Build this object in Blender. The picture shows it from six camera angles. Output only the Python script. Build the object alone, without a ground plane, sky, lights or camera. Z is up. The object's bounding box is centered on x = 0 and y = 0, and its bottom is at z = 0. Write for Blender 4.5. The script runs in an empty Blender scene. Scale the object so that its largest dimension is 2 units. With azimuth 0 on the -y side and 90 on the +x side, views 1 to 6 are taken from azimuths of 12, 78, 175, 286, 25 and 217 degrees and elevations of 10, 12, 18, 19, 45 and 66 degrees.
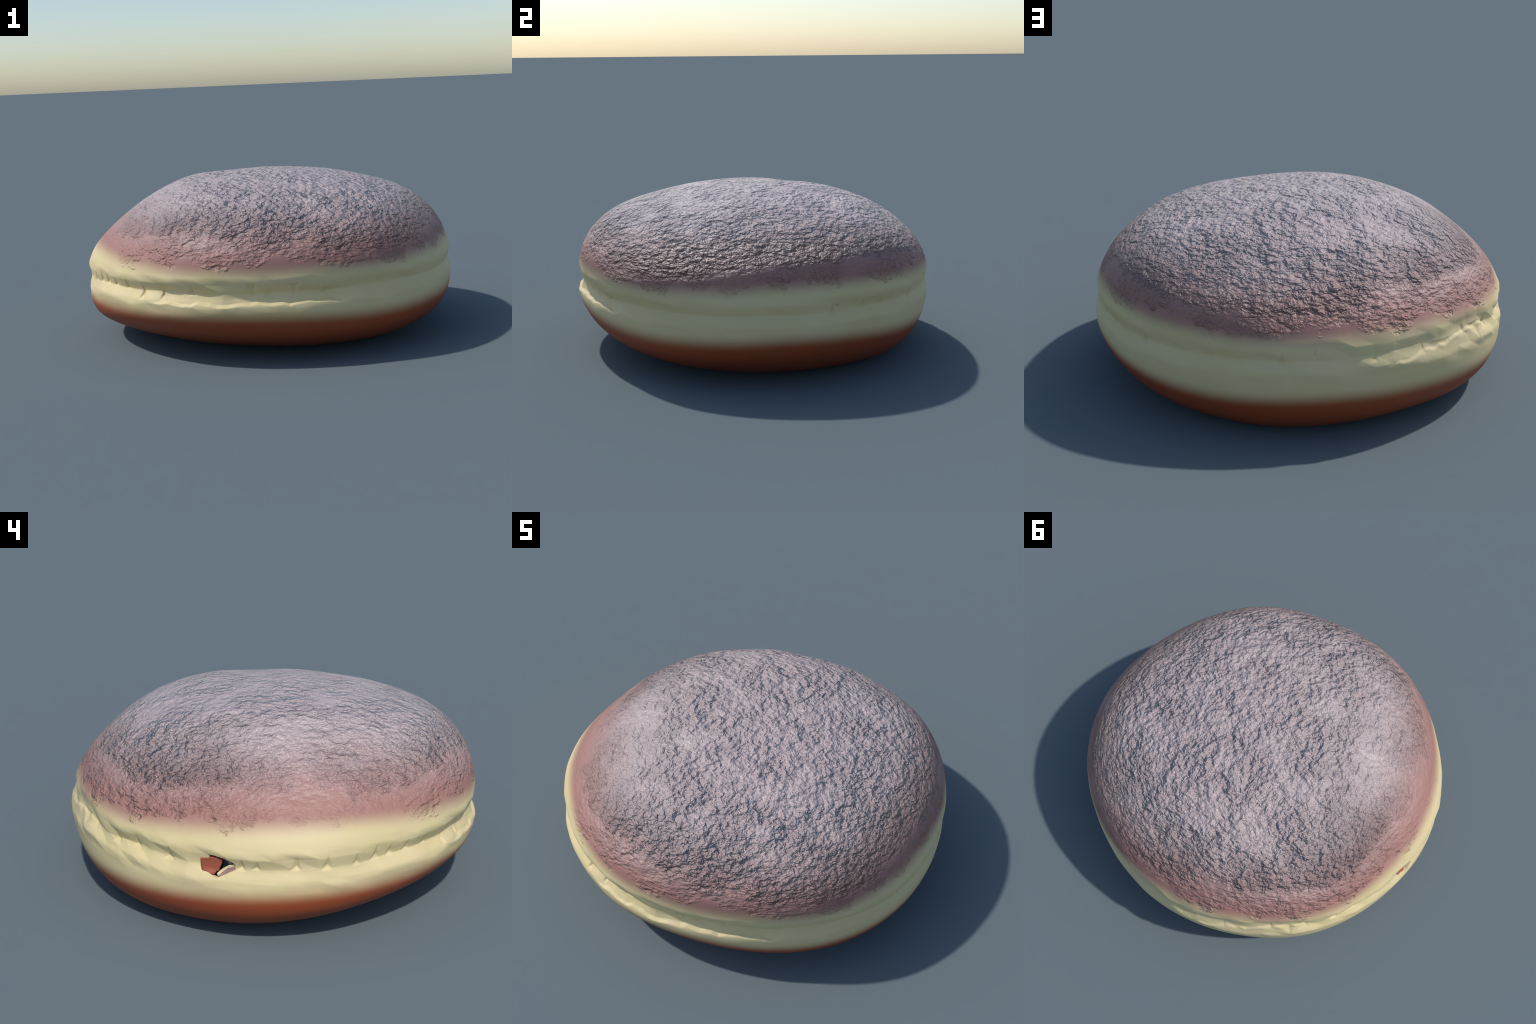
"""Sugar-dusted filled doughnut: a squashed bun with a pinched pale waist, a fried brown
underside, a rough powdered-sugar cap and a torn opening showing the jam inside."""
import bpy, math, random
import numpy as np
from mathutils import Vector

rng = np.random.default_rng(7)
TAU = 2 * math.pi


# ------------------------------------------------------------------ overall form
# Slightly out-of-round plan, waist line, and dome / base roundness, each given as a mean
# plus a few harmonics round the bun (cos, sin pairs).
PLAN = [0.9829, -0.0051, -0.0098, 0.0155, 0.0115, 0.0082, -0.0055, -0.0031, -0.0012, -0.0025, -0.0014, -0.0022, 0.002, 0.0015, -0.0019, -0.0002, 0.0004]
WAIST = [0.3824, 0.0004, 0.0137, -0.008, -0.0077, 0.0084, 0.0016, -0.0028, 0.0015]
CROWN_Z, FOOT_Z = 0.8691, 0.0295
DOME_P = [2.4249, -0.2613, -0.0287, 0.1755, 0.1672, -0.0226, -0.3387, 0.1151, -0.0677]
DOME_Q = [2.0415, 0.3143, -0.4707, -0.1932, 0.218, -0.3647, 0.3282, -0.0972, 0.1166]
BASE_P = [3.0754, -0.22, -0.1318, 0.0451, -0.1107, -0.036, -0.0559, 0.1776, -0.1483]
BASE_Q = [4.0172, -0.2016, -0.0549, 0.6743, -0.2673, -0.3787, -0.1287, -0.0958, 0.0341]
DOME_SAG = [-0.0429, 0.0208, -0.0173, -0.0156, 0.0742, 0.031, 0.1274, 0.0147, 0.0246, -0.0099, -0.0281, -0.0523]
BASE_SAG = [-0.0088, 0.0758, -0.0497, -0.023, 0.0216, -0.0026, -0.0101, -0.2661, -0.1512, 0.0498, 0.0896, 0.0349]
# height of the colour borders round the bun
PINK_LINE = [0.4982, -0.0075, -0.0043, 0.0117, 0.0099, 0.0055, -0.0054, -0.0002, 0.0078]
BROWN_LINE = [0.230, 0.0021, -0.0251, 0.0004, 0.0039, 0.0101, -0.0054, 0.0075, 0.0067]
SUGAR_LINE = [0.609, -0.0300, -0.0060, 0.0027, 0.0047, 0.0148, 0.0066, 0.0054, 0.0041]


def harm(c, th):
    y = np.full_like(np.asarray(th, float), c[0])
    for i in range(1, len(c), 2):
        k = (i + 1) // 2
        y = y + c[i] * np.cos(k * th) + c[i + 1] * np.sin(k * th)
    return y


def sag(c, x, y):
    r2 = x * x + y * y
    terms = [x, y, x * x - y * y, 2 * x * y, x ** 3 - 3 * x * y * y, 3 * x * x * y - y ** 3,
             x * r2, y * r2, r2, r2 * r2, (x * x - y * y) * r2, 2 * x * y * r2]
    return sum(a * b for a, b in zip(c, terms))


def half_profile(th, upper, n=700):
    """Fine profile curves (len(th), n) of radius and height, waist -> pole."""
    s = (np.sin(np.linspace(0, 1, n) * math.pi / 2) ** 1.0 * np.linspace(0, 1, n) ** 0.6) * math.pi / 2
    s = np.clip(s, 0, math.pi / 2)[None]
    R, zw = harm(PLAN, th)[:, None], harm(WAIST, th)[:, None]
    p = np.clip(harm(DOME_P if upper else BASE_P, th), 1.5, 6)[:, None]
    q = np.clip(harm(DOME_Q if upper else BASE_Q, th), 1.2, 6)[:, None]
    rho = np.maximum(np.cos(s), 0) ** (2 / p)
    rho[:, -1] = 0
    ze = np.sin(s) ** (2 / q)
    x, y = R * rho * np.cos(th)[:, None], R * rho * np.sin(th)[:, None]
    z = zw + ((CROWN_Z if upper else FOOT_Z) - zw) * ze \
        + (1 - rho ** 4) * sag(DOME_SAG if upper else BASE_SAG, x, y)
    return R * rho, z


def resample(r, z, zw, m, dense):
    """Even spacing along the profile, 'dense' times finer close to the waist."""
    out_r, out_z = np.empty((len(r), m)), np.empty((len(r), m))
    for i in range(len(r)):
        w = 1 + (dense - 1) / (1 + (np.abs(z[i] - zw[i]) / 0.13) ** 6)
        seg = np.hypot(np.diff(r[i]), np.diff(z[i])) * 0.5 * (w[1:] + w[:-1])
        L = np.concatenate([[0], np.cumsum(seg)])
        t = np.linspace(0, L[-1], m)
        out_r[i], out_z[i] = np.interp(t, L, r[i]), np.interp(t, L, z[i])
    return out_r, out_z


# ------------------------------------------------------------------ waist: crease, creases, dents
def ring_noise(th, k, seed):
    """Periodic random polyline with k knots: angular, pinched look."""
    g = np.random.default_rng(seed)
    v = g.uniform(-1, 1, k)
    x = np.concatenate([np.arange(k), [k]]) * TAU / k
    return np.interp(np.mod(th, TAU), x, np.concatenate([v, v[:1]]))


def smooth(a, b, x):
    t = np.clip((x - a) / (b - a), 0, 1)
    return t * t * (3 - 2 * t)


# (angle in degrees, height above the crease, half width m, rise m, depth m)
# positive rise: the dent is a wedge under the upper lip; negative: a bite out of the lower lip
DENTS = [(-136, .055, .022, .05, .012), (-131, .052, .022, .05, .012), (-118, .040, .016, .070, .018),
         (-111, .040, .012, .065, .015), (-101.5, .060, .024, .060, .012), (-79, .035, .030, .05, .008),
         (-63, .020, .02, .03, .008), (-84, -.030, .030, -.07, .015), (-72, -.025, .034, -.06, .013),
         (11, .045, .020, .060, .010), (21, .050, .018, .05, .008), (28, .045, .018, .05, .009),
         (42, .035, .020, .05, .012), (62, .030, .03, .04, .008), (80, .040, .014, .045, .008),
         (88, .065, .010, .045, .005), (103, .010, .022, .03, .004), (117, .010, .022, .04, .004),
         (143, .050, .034, .06, .010), (153, .045, .024, .06, .016), (160, .055, .024, .06, .016),
         (170, .055, .026, .06, .014), (-171.5, .050, .022, .05, .012), (-168, .045, .020, .04, .010),
         (-159, .062, .024, .055, .014), (-152, .064, .024, .060, .014), (-145, .050, .020, .05, .010),
         (-140, .066, .024, .060, .014), (-125, .050, .020, .05, .010), (132, .045, .04, .05, .006),
         # little open pits tucked under the lip, point down
         (138, -.050, .050, -.060, .010), (12.5, .004, .014, -.022, .012)]


def waist_offset(th, u, R):
    """Inward radial offset at angle th (n,1) and height u above the crease (n,m)."""
    rough = 0.35 + 0.65 * (0.5 - 0.5 * np.cos(th - math.radians(25)))      # wilder on the -x side
    jig = 0.006 * ring_noise(th, 47, 3) * rough
    uu = u - jig
    depth = 0.0225 + 0.007 * ring_noise(th, 31, 4) * rough + 0.004 * np.cos(th - math.radians(235))
    soft = np.exp(-((np.degrees(np.mod(th, TAU)) - 207) / 28) ** 2)      # the crease nearly heals here
    depth, crisp_gain = depth * (1 - 0.32 * soft), 1 - 0.8 * soft
    w_up = 0.078 + 0.012 * ring_noise(th, 37, 5)
    w_lo = 0.068 + 0.012 * ring_noise(th, 41, 6)
    a = np.abs(uu) / np.where(uu > 0, w_up, w_lo)
    fold = np.clip(1 - a, 0, 1)
    bell = fold * fold * (3 - 2 * fold)
    crisp = np.clip(0.22 + 0.30 * ring_noise(th, 23, 9) + 0.10 * np.cos(th - math.radians(230)), 0.04, 0.8) * crisp_gain
    off = depth * ((1 - crisp) * bell + crisp * np.clip(1 - 1.7 * a, 0, 1) ** 1.5)
    # loose facets of the dough skin
    k_th, k_u, du = 70, 7, 0.045
    lat = np.random.default_rng(11).uniform(-1, 1, (k_th, k_u))
    fx = np.mod(th, TAU) / TAU * k_th + 0 * u
    fy = np.clip(u / du + 3, 0, k_u - 1.001)
    ix, iy = np.floor(fx).astype(int) % k_th, np.floor(fy).astype(int)
    tx, ty = fx - np.floor(fx), fy - iy
    v00, v10 = lat[ix, iy], lat[(ix + 1) % k_th, iy]
    v01, v11 = lat[ix, iy + 1], lat[(ix + 1) % k_th, iy + 1]
    tri = np.where(tx + ty < 1, v00 + tx * (v10 - v00) + ty * (v01 - v00),
                   v11 + (1 - tx) * (v01 - v11) + (1 - ty) * (v10 - v11))
    fade = 1 - smooth(0.045, np.where(u > 0, 0.095, 0.125), np.abs(u))
    off = off + 0.0075 * rough * tri * fade
    # a torn shelf along the lower lip at the front, and a fold climbing over the lip further back
    deg = np.degrees(np.mod(th, TAU))
    for start, end, low, high, out, dip in ((243, 306, -0.052, -0.048, 0.004, 0.0105), (104, 148, -0.060, 0.004, 0.002, 0.006)):
        along = smooth(start, start + 9, deg) * (1 - smooth(end - 8, end, deg))
        lip = low + (high - low) * smooth(start, end - 12, deg) + 0.010 * ring_noise(th, 83, 12) + 0.006 * ring_noise(th, 191, 14)
        shelf = smooth(lip + 0.007, lip - 0.007, u) * (1 - smooth(0.05, 0.13, lip - u))
        above = smooth(lip - 0.007, lip + 0.007, u) * (1 - smooth(0.02, 0.075, u - lip))
        off = off + dip * along * (1 + 0.4 * ring_noise(th, 61, 13)) * above
        off = off - out * along * (1 + 0.5 * ring_noise(th, 61, 13)) * shelf
    for a0, h, hw, rise, d in DENTS:
        s = (np.mod(th - math.radians(a0) + math.pi, TAU) - math.pi) * R
        t = (h - u) / rise                       # 0 at the tip, 1 at the mouth
        m = np.minimum(t * 1.6, (1.22 - t) * 2.4)
        skew = np.where(s < 0, 1.0, 1.9)         # one steep flank
        m = np.minimum(m, t * 1.1 - np.abs(s) * skew / hw)
        off = off + 1.15 * d * np.clip(m, 0, 1) * (1 - 0.35 * soft)
    return off


# ------------------------------------------------------------------ torn opening outline (angle deg, z)
TEAR = [(178.18, .374), (178.28, .387), (178.6, .390), (180.54, .394), (180.69, .399), (180.28, .411), (181.1, .410),
        (182.44, .409), (183.74, .405), (184.73, .402), (185.94, .390), (186.93, .377), (186.87, .354),
        (184.98, .338), (183.13, .322), (182.54, .319), (181.89, .320), (180.26, .333), (178.76, .337),
        (178.45, .343), (178.24, .357)]
TEAR_XY = np.array([(math.radians(a - 182.5), z) for a, z in TEAR])      # radius is about 1


def in_poly(px, py, poly):
    c = np.zeros(px.shape, bool)
    for (x0, y0), (x1, y1) in zip(poly, np.roll(poly, -1, 0)):
        hit = ((y0 > py) != (y1 > py)) & (px < (x1 - x0) * (py - y0) / (y1 - y0 + 1e-12) + x0)
        c ^= hit
    return c


def nearest_on_poly(p, poly):
    best, bd = p, 1e9
    for a, b in zip(poly, np.roll(poly, -1, 0)):
        t = np.clip(((p - a) @ (b - a)) / ((b - a) @ (b - a)), 0, 1)
        q = a + t * (b - a)
        d = np.hypot(*(p - q))
        if d < bd:
            best, bd = q, d
    return best


# ------------------------------------------------------------------ mesh
N_TH, N_LO, N_UP = 1700, 160, 240
th = np.linspace(0, TAU, N_TH, endpoint=False)
zw = harm(WAIST, th)
lo_r, lo_z = resample(*half_profile(th, False), zw, N_LO, 2.6)
up_r, up_z = resample(*half_profile(th, True), zw, N_UP, 2.6)
prof_r = np.concatenate([lo_r[:, :0:-1], up_r], 1)        # foot -> waist -> crown
prof_z = np.concatenate([lo_z[:, :0:-1], up_z], 1)
M = prof_r.shape[1]
T = th[:, None]
u = prof_z - zw[:, None]
near = smooth(0.75, 0.95, prof_r / harm(PLAN, th)[:, None])
prof_r = prof_r - waist_offset(T, u, harm(PLAN, th)[:, None]) * near
co = np.stack([prof_r * np.cos(T), prof_r * np.sin(T), prof_z], -1)

# the very top of the dome is one even cap: blend into a paraboloid fitted to the ring around it
ring = (prof_r > 0.28) & (prof_r < 0.52) & (prof_z > 0.6)
quad = lambda p: np.stack([np.ones(len(p)), p[:, 0], p[:, 1], p[:, 0] ** 2, p[:, 0] * p[:, 1], p[:, 1] ** 2], 1)
fit = np.linalg.lstsq(quad(co[ring]), co[ring][:, 2], rcond=None)[0]
dome = prof_z > 0.6
w_cap = 1 - smooth(0.15, 0.50, prof_r[dome])
co[dome, 2] = co[dome, 2] * (1 - w_cap) + (quad(co[dome]) @ fit) * w_cap

# soft lumps so no part of the surface is a perfect curve
lump = np.zeros(prof_r.shape)
for k in range(26):
    d = rng.normal(size=3)
    d /= np.linalg.norm(d)
    f = rng.uniform(7, 22)
    lump += np.cos(co @ d * f + rng.uniform(0, TAU)) * (0.0035 / f * 3)
nrm = co - np.array([0, 0, 0.40])
nrm[..., 2] *= 1.3
nrm /= np.linalg.norm(nrm, axis=-1, keepdims=True) + 1e-9
cap = smooth(0.50, 0.62, co[..., 2])
co = co + nrm * (lump * (0.35 + 0.65 * cap))[..., None]

# poles collapse to one vertex each
verts = co[:, 1:-1].reshape(-1, 3)
rows = M - 2
foot = np.array([0, 0, co[:, 0, 2].mean()])
crown = np.array([0, 0, co[:, -1, 2].mean()])
verts = np.concatenate([verts, [foot, crown]])
verts[:, 2] = np.maximum(verts[:, 2], 0.0)          # the underside sits flat on the table
verts[:, 2] -= verts[:, 2].min()

i, j = np.meshgrid(np.arange(N_TH), np.arange(rows - 1), indexing='ij')
i2 = (i + 1) % N_TH
quads = np.stack([i * rows + j, i2 * rows + j, i2 * rows + j + 1, i * rows + j + 1], -1).reshape(-1, 4)

# cut the torn opening
ang = np.mod(np.arctan2(verts[:, 1], verts[:, 0]), TAU) - math.radians(182.5)
qa, qz = ang[quads[:, 0]] + 0.5 * TAU / N_TH, verts[quads, 2].mean(1)
inside = in_poly(qa, qz, TEAR_XY) & (np.abs(qa) < 0.2)
gone = quads[inside]
quads = quads[~inside]
rim = np.intersect1d(gone.ravel(), quads.ravel())
for k in rim:
    a, z = nearest_on_poly(np.array([ang[k], verts[k, 2]]), TEAR_XY)
    r = math.hypot(verts[k, 0], verts[k, 1])
    verts[k] = (r * math.cos(a + math.radians(182.5)), r * math.sin(a + math.radians(182.5)), z)


def mesh_object(name, verts, faces, mat, parent, smooth_shade=True):
    me = bpy.data.meshes.new(name)
    me.from_pydata([tuple(v) for v in verts], [], [tuple(f) for f in faces])
    me.materials.append(mat)
    me.polygons.foreach_set('use_smooth', [smooth_shade] * len(me.polygons))
    me.update()
    ob = bpy.data.objects.new(name, me)
    bpy.context.scene.collection.objects.link(ob)
    ob.parent = parent
    return ob


# ------------------------------------------------------------------ materials
class Nodes:
    def __init__(self, name):
        self.mat = bpy.data.materials.new(name)
        self.mat.use_nodes = True
        self.t = self.mat.node_tree
        self.bsdf = self.t.nodes['Principled BSDF']

    def new(self, kind, **kw):
        n = self.t.nodes.new(kind)
        for k, v in kw.items():
            setattr(n, k, v)
        return n

    def put(self, sock, v):
        if isinstance(v, bpy.types.NodeSocket):
            self.t.links.new(v, sock)
        else:
            sock.default_value = v

    def math(self, op, a, b=0.0, c=0.0, clamp=False):
        n = self.new('ShaderNodeMath', operation=op, use_clamp=clamp)
        for s, v in zip(n.inputs, (a, b, c)):
            self.put(s, v)
        return n.outputs[0]

    def step(self, x, lo, hi, to_lo=0.0, to_hi=1.0):
        n = self.new('ShaderNodeMapRange', interpolation_type='SMOOTHSTEP')
        for k, v in (('Value', x), ('From Min', lo), ('From Max', hi), ('To Min', to_lo), ('To Max', to_hi)):
            self.put(n.inputs[k], v)
        return n.outputs[0]

    def noise(self, vec, scale, detail=3.0, rough=0.55, dist=0.0):
        n = self.new('ShaderNodeTexNoise')
        self.put(n.inputs['Vector'], vec)
        for k, v in (('Scale', scale), ('Detail', detail), ('Roughness', rough), ('Distortion', dist)):
            n.inputs[k].default_value = v
        return n.outputs['Fac']

    def mix(self, f, a, b):
        n = self.new('ShaderNodeMix', data_type='RGBA')
        self.put(n.inputs[0], f)
        for s, v in ((n.inputs[6], a), (n.inputs[7], b)):
            self.put(s, v if isinstance(v, bpy.types.NodeSocket) else (*v, 1))
        return n.outputs[2]

    def line(self, c, theta):
        out = c[0]
        for k in range(1, (len(c) + 1) // 2):
            a, b = c[2 * k - 1], c[2 * k]
            amp, ph = math.hypot(a, b), math.atan2(b, a)
            w = self.math('COSINE', self.math('MULTIPLY_ADD', theta, float(k), -ph))
            out = self.math('MULTIPLY_ADD', w, amp, out)
        return out


def crust_material():
    n = Nodes('sugared_dough')
    pos = n.new('ShaderNodeTexCoord').outputs['Object']
    sep = n.new('ShaderNodeSeparateXYZ')
    n.put(sep.inputs[0], pos)
    x, y, z = sep.outputs
    theta = n.math('ARCTAN2', y, x)
    stretch = n.new('ShaderNodeMapping')
    n.put(stretch.inputs['Vector'], pos)
    stretch.inputs['Scale'].default_value = (1, 1, 2.0)
    sp = stretch.outputs[0]

    big = n.math('SUBTRACT', n.noise(pos, 2.6, 2), 0.5)
    mid = n.math('SUBTRACT', n.noise(pos, 9.0, 4, 0.6), 0.5)
    fine = n.math('SUBTRACT', n.noise(pos, 45.0, 3), 0.5)

    above_pink = n.math('SUBTRACT', z, n.line(PINK_LINE, theta))
    above_brown = n.math('SUBTRACT', z, n.line(BROWN_LINE, theta))
    above_sugar = n.math('SUBTRACT', z, n.line(SUGAR_LINE, theta))

    # --- colour: fried brown, pale waist, rosy sugar edge, grey-pink sugar cap
    cream = n.mix(n.step(n.noise(pos, 5, 2), 0.35, 0.65), (0.645, 0.537, 0.278), (0.665, 0.542, 0.303))
    brown = n.mix(n.step(above_brown, -0.20, -0.02), (0.20, 0.037, 0.008), (0.29, 0.058, 0.016))
    rose = (0.345, 0.168, 0.138)
    sugar = n.mix(n.step(n.noise(pos, 16, 4), 0.3, 0.7), (0.44, 0.345, 0.335), (0.475, 0.38, 0.37))
    wob = n.math('MULTIPLY_ADD', big, 0.03, n.math('MULTIPLY', fine, 0.006))
    t_pink = n.math('ADD', above_pink, wob)
    cap = n.mix(n.step(n.math('ADD', t_pink, n.math('MULTIPLY', mid, 0.12)), 0.03, 0.29), rose, sugar)
    col = n.mix(n.step(t_pink, -0.050, 0.034), cream, cap)
    col = n.mix(n.step(n.math('MULTIPLY_ADD', big, 0.012, above_brown), -0.036, 0.058), brown, col)
    n.put(n.bsdf.inputs['Base Color'], col)

    # --- relief: crusty cap with a ragged rim, thinner dusting below it
    rag = n.math('ADD', n.math('MULTIPLY', mid, 0.13), n.math('MULTIPLY', fine, 0.03))
    crust = n.step(n.math('ADD', n.math('MULTIPLY_ADD', big, 0.13, above_sugar), rag), -0.022, 0.020)
    dust_edge = n.math('ADD', n.math('MULTIPLY_ADD', n.math('SUBTRACT', n.noise(pos, 4.1, 3), 0.5), 0.26, t_pink), rag)
    dust = n.step(dust_edge, 0.005, 0.03)
    centred = lambda v: n.math('SUBTRACT', v, 0.5)
    lumps = centred(n.noise(sp, 10.0, 2.5, 0.5, 0.3))
    raw = n.noise(sp, 31.0, 3.0, 0.53, 0.0)
    cell = centred(raw)
    grain = centred(n.noise(sp, 80.0, 2, 0.5))
    h = n.math('MULTIPLY', cell, 1.8)
    h = n.math('MULTIPLY_ADD', lumps, 2.15, h)
    h = n.math('MULTIPLY_ADD', centred(n.noise(sp, 18.0, 2, 0.5, 0.2)), 0.9, h)
    h = n.math('MULTIPLY_ADD', grain, 0.17, h)
    amp = n.math('MULTIPLY_ADD', crust, 0.72, n.math('MULTIPLY', dust, 0.28))
    patchy = n.step(n.noise(pos, 4.6, 3), 0.36, 0.62, 0.50, 1.20)
    shoulder = n.new('ShaderNodeVectorMath', operation='DISTANCE')
    n.put(shoulder.inputs[0], pos)
    shoulder.inputs[1].default_value = (-0.68, -0.50, 0.66)
    calm = n.step(n.math('MULTIPLY_ADD', mid, 0.25, shoulder.outputs['Value']), 0.20, 0.72, 0.42, 1.0)
    amp = n.math('MULTIPLY', amp, n.math('MULTIPLY', patchy, calm))
    amp = n.math('MULTIPLY', amp, n.step(z, 0.60, 0.84, 1.15, 0.74))
    h = n.math('MULTIPLY', h, amp)
    h = n.math('MULTIPLY_ADD', crust, 0.10, h)
    bump = n.new('ShaderNodeBump')
    bump.inputs['Strength'].default_value = 1.0
    bump.inputs['Distance'].default_value = 0.050
    n.put(bump.inputs['Height'], h)
    n.put(n.bsdf.inputs['Normal'], bump.outputs[0])
    n.put(n.bsdf.inputs['Roughness'], n.step(t_pink, -0.03, 0.22, 0.60, 0.40))
    n.bsdf.inputs['Specular IOR Level'].default_value = 0.5
    n.put(n.bsdf.inputs['Specular IOR Level'], n.step(t_pink, 0.0, 0.12, 0.5, 0.75))
    return n.mat


def plain(name, col, rough, col2=None, scale=20):
    n = Nodes(name)
    pos = n.new('ShaderNodeTexCoord').outputs['Object']
    f = n.step(n.noise(pos, scale, 3), 0.35, 0.65)
    n.put(n.bsdf.inputs['Base Color'], n.mix(f, col, col2 or tuple(0.85 * c for c in col)))
    n.bsdf.inputs['Roughness'].default_value = rough
    return n.mat


crust = crust_material()
jam_mat = plain('jam', (0.38, 0.10, 0.055), 0.36, (0.33, 0.085, 0.045), 9)
dark_mat = plain('dark_patch', (0.022, 0.022, 0.022), 0.35)  # near-black base colour inside the tear
crumb_mat = plain('torn_crumb', (0.72, 0.62, 0.36), 0.7)
rose_mat = plain('rosy_crumb', (0.33, 0.20, 0.17), 0.6)
ash_mat = plain('dusted_crumb', (0.21, 0.18, 0.18), 0.6)

# ------------------------------------------------------------------ assemble: split the one skin by region
bun = bpy.data.objects.new('filled_doughnut', None)
bpy.context.scene.collection.objects.link(bun)
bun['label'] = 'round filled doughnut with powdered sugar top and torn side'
bun['category'] = 'doughnut'

F, C = len(verts) - 2, len(verts) - 1
ii = np.arange(N_TH)
tri_foot = np.stack([(ii + 1) % N_TH * rows, ii * rows, np.full(N_TH, F)], -1)
tri_crown = np.stack([ii * rows + rows - 1, (ii + 1) % N_TH * rows + rows - 1, np.full(N_TH, C)], -1)

whole = bpy.data.meshes.new('whole_skin')
whole.from_pydata(verts.tolist(), [], quads.tolist() + tri_foot.tolist() + tri_crown.tolist())
whole.update()
normals = np.empty(len(verts) * 3)
whole.vertex_normals.foreach_get('vector', normals)
normals = normals.reshape(-1, 3)
bpy.data.meshes.remove(whole)

fa = np.mod(np.arctan2(verts[quads, 1].mean(1), verts[quads, 0].mean(1)), TAU)
fz = verts[quads, 2].mean(1)
is_top = fz > harm(PINK_LINE, fa) - 0.01
is_base = fz < harm(BROWN_LINE, fa)


def region(name, sel, extra=None):
    fq = quads[sel]
    used = np.unique(np.concatenate([fq.ravel()] + ([extra.ravel()] if extra is not None else [])))
    remap = np.full(len(verts), -1)
    remap[used] = np.arange(len(used))
    faces = remap[fq].tolist() + (remap[extra].tolist() if extra is not None else [])
    ob = mesh_object(name, verts[used].tolist(), faces, crust, bun)
    ob.data.normals_split_custom_set_from_vertices([tuple(v) for v in normals[used]])
    return ob


region('sugar_topping', is_top, tri_crown)
region('dough_waist', ~is_top & ~is_base)
region('fried_base', is_base, tri_foot)

# ------------------------------------------------------------------ torn opening: lip, pocket, jam, crumbs
A0 = math.radians(182.5)
centre = TEAR_XY.mean(0)


def skin_radius(a, z):
    """Radius of the waist skin at local angle a and height z."""
    k = int(round((a + A0) / TAU * N_TH)) % N_TH
    return float(np.interp(z, prof_z[k], prof_r[k]))


def under_skin(a, z):
    return min(skin_radius(a + da, z + dz) for da in (-.012, 0, .012) for dz in (-.012, 0, .012))


def at(a, z, r):
    return (r * math.cos(a + A0), r * math.sin(a + A0), z)


def outline(step=0.006):
    pts = []
    for a, b in zip(TEAR_XY, np.roll(TEAR_XY, -1, 0)):
        m = max(1, int(np.hypot(*(b - a)) / step))
        pts += [a + (b - a) * t / m for t in range(m)]
    return np.array(pts)


def lofted(name, rings, mat, cap_end, kind=None):
    n = len(rings[0])
    v = [p for r in rings for p in r]
    f = [(k * n + i, k * n + (i + 1) % n, (k + 1) * n + (i + 1) % n, (k + 1) * n + i)
         for k in range(len(rings) - 1) for i in range(n)]
    if cap_end:
        f.append(tuple((len(rings) - 1) * n + i for i in range(n)))
    return mesh_object(name, v, f, mat, bun)


edge = outline()


def tear_ring(scale, inset):
    return [at(*(centre + (p - centre) * scale), skin_radius(*p) - inset) for p in edge]


lofted('torn_lip', [tear_ring(1.002, 0.0005), tear_ring(1.015, 0.002), tear_ring(1.10, 0.024)], crumb_mat, False)
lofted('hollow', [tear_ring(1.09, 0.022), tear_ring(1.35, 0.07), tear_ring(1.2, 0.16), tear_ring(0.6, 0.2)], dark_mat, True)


def patch(name, poly, inset_fn, mat, thick=0.006, n=24):
    """Slab over a polygon given in (deg, z), lying at the given depth under the skin."""
    poly = np.array([(math.radians(a - 182.5), z) for a, z in poly])
    c = poly.mean(0)
    b = []
    for p, q in zip(poly, np.roll(poly, -1, 0)):
        b += [p + (q - p) * t / 6 for t in range(6)]
    b = np.array(b)
    rings = []
    flat = lambda s, d: [at(*(c + (p - c) * s), under_skin(*(c + (p - c) * s)) - inset_fn(*(c + (p - c) * s)) - d) for p in b]
    rings = [flat(0.97, thick), flat(1.0, thick * 0.5), flat(0.96, 0.0)] + [flat(s, 0.0) for s in (0.75, 0.5, 0.25, 0.03)]
    return lofted(name, rings, mat, True)


# jam bulging up to the skin at the left of the tear, darker jam above it, crumbs on the right
patch('jam_filling', [(178.1, .338), (178.1, .389), (180.6, .396), (180.8, .398), (182.45, .395), (183.75, .387), (183.49, .379),
                      (183.4, .366), (182.87, .350), (182.7, .338), (182.1, .336), (182.02, .330), (181.4, .324),
                      (180.2, .326)], lambda a, z: -0.003 + 2.5 * max(0, a + .03) ** 2, jam_mat, 0.03)
patch('deep_jam', [(180.2, .418), (182.43, .417), (183.9, .405), (183.45, .398), (183.75, .388), (182.45, .392), (180.3, .394)],
      lambda a, z: 0.008, plain('deep_jam', (0.13, 0.034, 0.012), 0.5), 0.012)
patch('dusted_crumb', [(183.7, .412), (184.9, .408), (186.7, .386), (186.45, .380), (185.32, .367), (184.81, .380),
                       (183.75, .389), (183.37, .398)], lambda a, z: 0.009, ash_mat, 0.008)
patch('dark_patch', [(183.2, .336), (183.6, .380), (184.8, .384), (185.6, .376), (186.6, .372), (184.6, .350)],
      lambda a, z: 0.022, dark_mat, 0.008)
patch('torn_crumb', [(187.1, .3765), (185.17, .366), (183.32, .344), (182.13, .326), (182.5, .319), (183.85, .340), (185.01, .355),
                     (187.1, .368)], lambda a, z: 0.006, crumb_mat, 0.008)
patch('rosy_crumb', [(187.1, .3685), (185.01, .3555), (183.85, .3405), (182.5, .3195), (183.0, .317), (185.1, .333), (187.1, .350)],
      lambda a, z: 0.004, rose_mat, 0.008)
